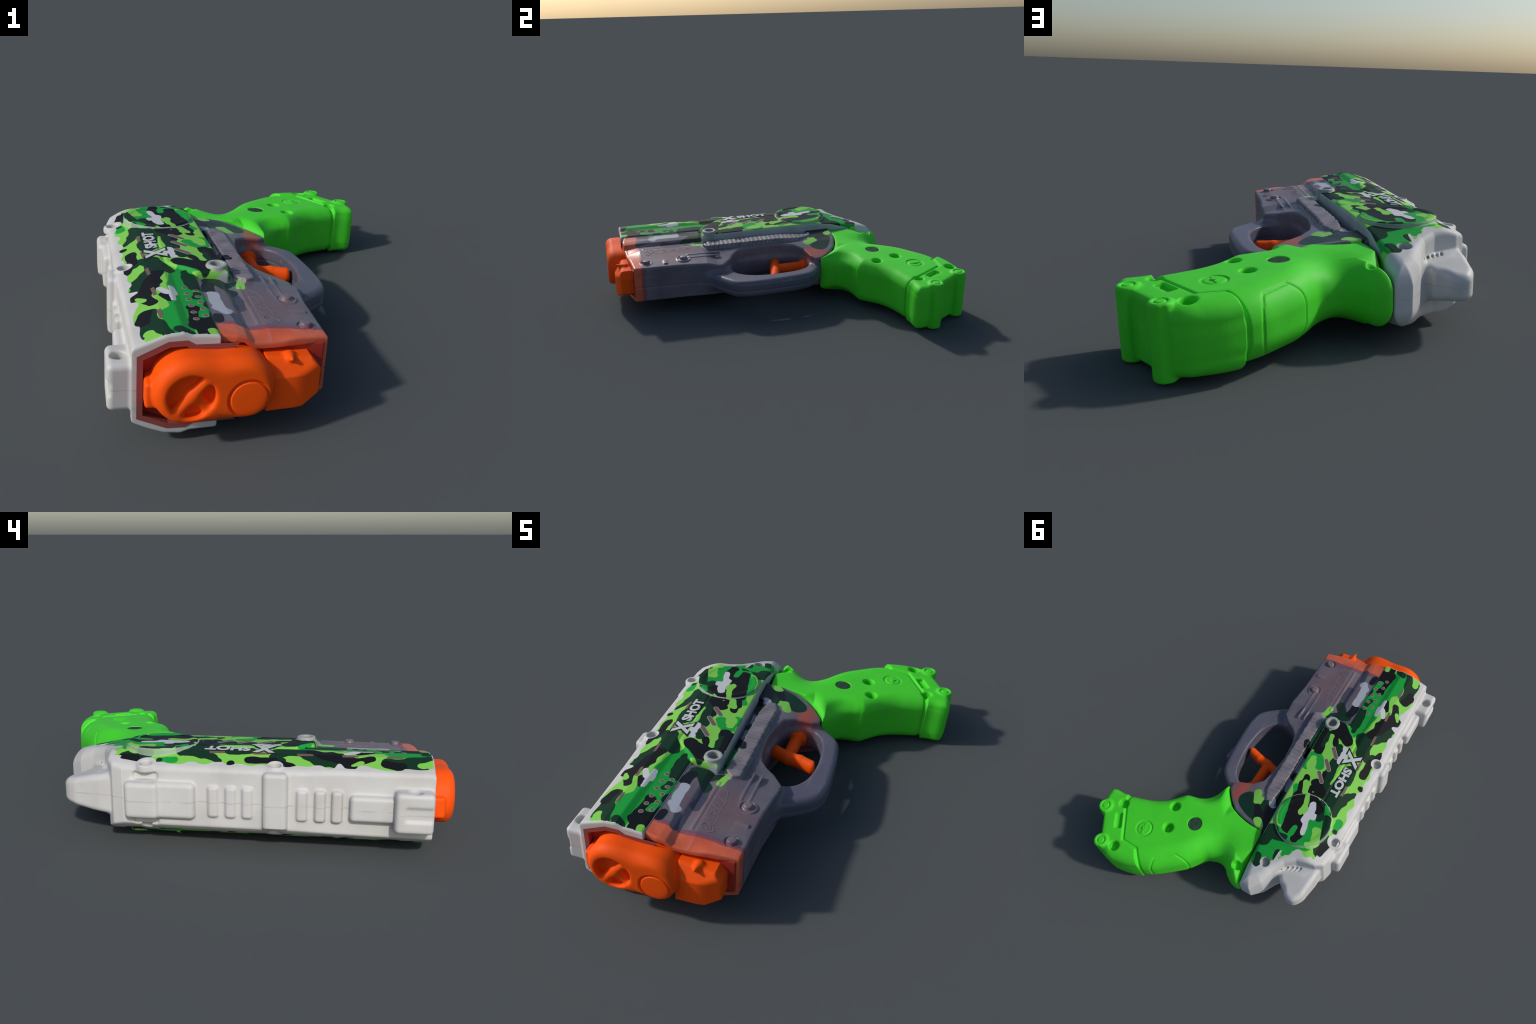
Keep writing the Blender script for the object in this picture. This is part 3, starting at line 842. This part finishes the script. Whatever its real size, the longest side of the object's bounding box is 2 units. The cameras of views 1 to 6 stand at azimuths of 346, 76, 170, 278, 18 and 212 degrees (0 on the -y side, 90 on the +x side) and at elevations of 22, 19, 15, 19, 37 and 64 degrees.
def circle(u, y, r, k=20):
    return [(u + r * math.cos(2 * math.pi * i / k), y + r * math.sin(2 * math.pi * i / k)) for i in range(k)]


def stadium(u, y, half, r, deg, k=8):
    c, sn = math.cos(math.radians(deg)), math.sin(math.radians(deg))
    pts = []
    for e in (1, -1):
        for i in range(k + 1):
            t = -math.pi / 2 + math.pi * i / k + (0 if e > 0 else math.pi)
            a, b = e * half + r * math.cos(t), r * math.sin(t)
            pts.append((u + a * c - b * sn, y + a * sn + b * c))
    return pts


def side_face(X, Y):
    return slide_height(X, Y)


for i in range(11):
    u, y = (-.4155, -.789 + .026 * i) if i % 2 == 0 else (-.379, -.763 + .026 * (i - 1))
    prism('vent_rim', circle(u, y, .0112), PALE, side_face, .0006)
    prism('vent_dot', circle(u, y, .0088), BROWN, side_face, .0012)
for i, y in enumerate((-.745, -.559, -.369, -.181, .008)):
    u = -.532 - .0015 * i
    prism('vent_slot', [(u - .004, y - .036), (u + .009, y - .032), (u + .006, y + .036), (u - .0075, y + .031)], BROWN, side_face, .001)
SLOT_TURN = 131
for y in (-.182, -.092, -.003):
    prism('vent_rim', stadium(-.374, y, .032, .0125, SLOT_TURN), PALE, side_face, .0006)
    prism('vent_slot', stadium(-.374, y, .032, .0095, SLOT_TURN), BROWN, side_face, .0012)
flat_at = lambda h: (lambda X, Y: 0 * X + h)
prism('screw_cover', circle(.135, .583, .0395, 32), DARK, flat_at(.1375), 0, .02)
prism('emblem_bar', stadium(.382, .749, .030, .005, 100), GREEN, flat_at(.1375), .0005)
prism('emblem_hub', circle(.382, .749, .012, 18), GREEN, flat_at(.1375), .0028)


def lettering(name, body, size, u, y, lift, mat, offset, slant, sx=1.0):
    c = bpy.data.curves.new(name, 'FONT')
    c.body = body
    c.size = size
    c.offset = offset
    c.shear = slant
    c.extrude = .0006
    c.align_x = 'LEFT'
    c.align_y = 'CENTER'
    c.resolution_u = 4
    t = bpy.data.objects.new(name, c)
    bpy.context.scene.collection.objects.link(t)
    dg = bpy.context.evaluated_depsgraph_get()
    me = bpy.data.meshes.new_from_object(t.evaluated_get(dg))
    V3 = np.array([v.co for v in me.vertices])
    bpy.data.objects.remove(t)
    L = np.stack([u - V3[:, 1], y + V3[:, 0] * sx, 0 * V3[:, 0]], 1)
    h = np.array([float(np.squeeze(slide_height(np.array([[a]]), np.array([[b]])))) for a, b in L[:, :2]])
    L[:, 2] = h + lift + V3[:, 2]
    for v, p in zip(me.vertices, seat(L)):
        v.co = p
    me.materials.clear()
    me.materials.append(mat)
    ob = bpy.data.objects.new(name, me)
    bpy.context.scene.collection.objects.link(ob)
    ob.parent = root
    return ob


lettering('logo_outline', 'X', .116, -.480, -.232, .0012, INK, .0120, .0, 1.0)
lettering('logo_letter', 'X', .116, -.480, -.232, .0024, LETTER, .0042, .0, 1.0)
lettering('logo_letter', 'SHOT', .066, -.491, -.131, .0030, LETTER, .0030, .0, 1.14)

# moulded badge on the clear frame: (u, y) strokes of its outline and letters
MARKS = [(-0.124, -0.724, -0.119, -0.672), (-0.119, -0.672, -0.126, -0.663), (-0.126, -0.663, -0.129, -0.6),
         (-0.129, -0.6, -0.122, -0.575), (-0.122, -0.575, -0.127, -0.555), (-0.127, -0.555, -0.139, -0.507),
         (-0.139, -0.507, -0.159, -0.494), (-0.178, -0.654, -0.178, -0.554), (-0.148, -0.523, -0.153, -0.503),
         (-0.128, -0.575, -0.151, -0.563), (-0.151, -0.563, -0.162, -0.551), (-0.138, -0.602, -0.155, -0.589),
         (-0.155, -0.589, -0.153, -0.608), (-0.132, -0.626, -0.163, -0.617), (-0.134, -0.659, -0.161, -0.638),
         (-0.158, -0.649, -0.159, -0.67), (-0.15, -0.705, -0.171, -0.685), (-0.171, -0.685, -0.18, -0.688),
         (-0.126, -0.745, -0.14, -0.721), (-0.136, -0.757, -0.149, -0.747), (-0.121, -0.738, -0.109, -0.753),
         (-0.109, -0.753, -0.118, -0.767), (-0.118, -0.767, -0.148, -0.772), (-0.148, -0.772, -0.168, -0.753),
         (-0.14, -0.721, -0.158, -0.719), (-0.158, -0.719, -0.166, -0.737)]
frame_face = lambda X, Y: lerp(X, [-.236, -.17, -.06, .05], [.148, .153, .139, .126])
badge = bpy.data.objects.new('moulded_badge', None)
bpy.context.scene.collection.objects.link(badge)
badge.parent = root
for i, (a, b, c, d) in enumerate(MARKS):
    L = math.hypot(c - a, d - b)
    prism('raised_stroke', stadium((a + c) / 2, (b + d) / 2, L / 2, .0022, math.degrees(math.atan2(d - b, c - a)), 4),
          MARK, frame_face, .0006 + .00003 * i, .004, badge)
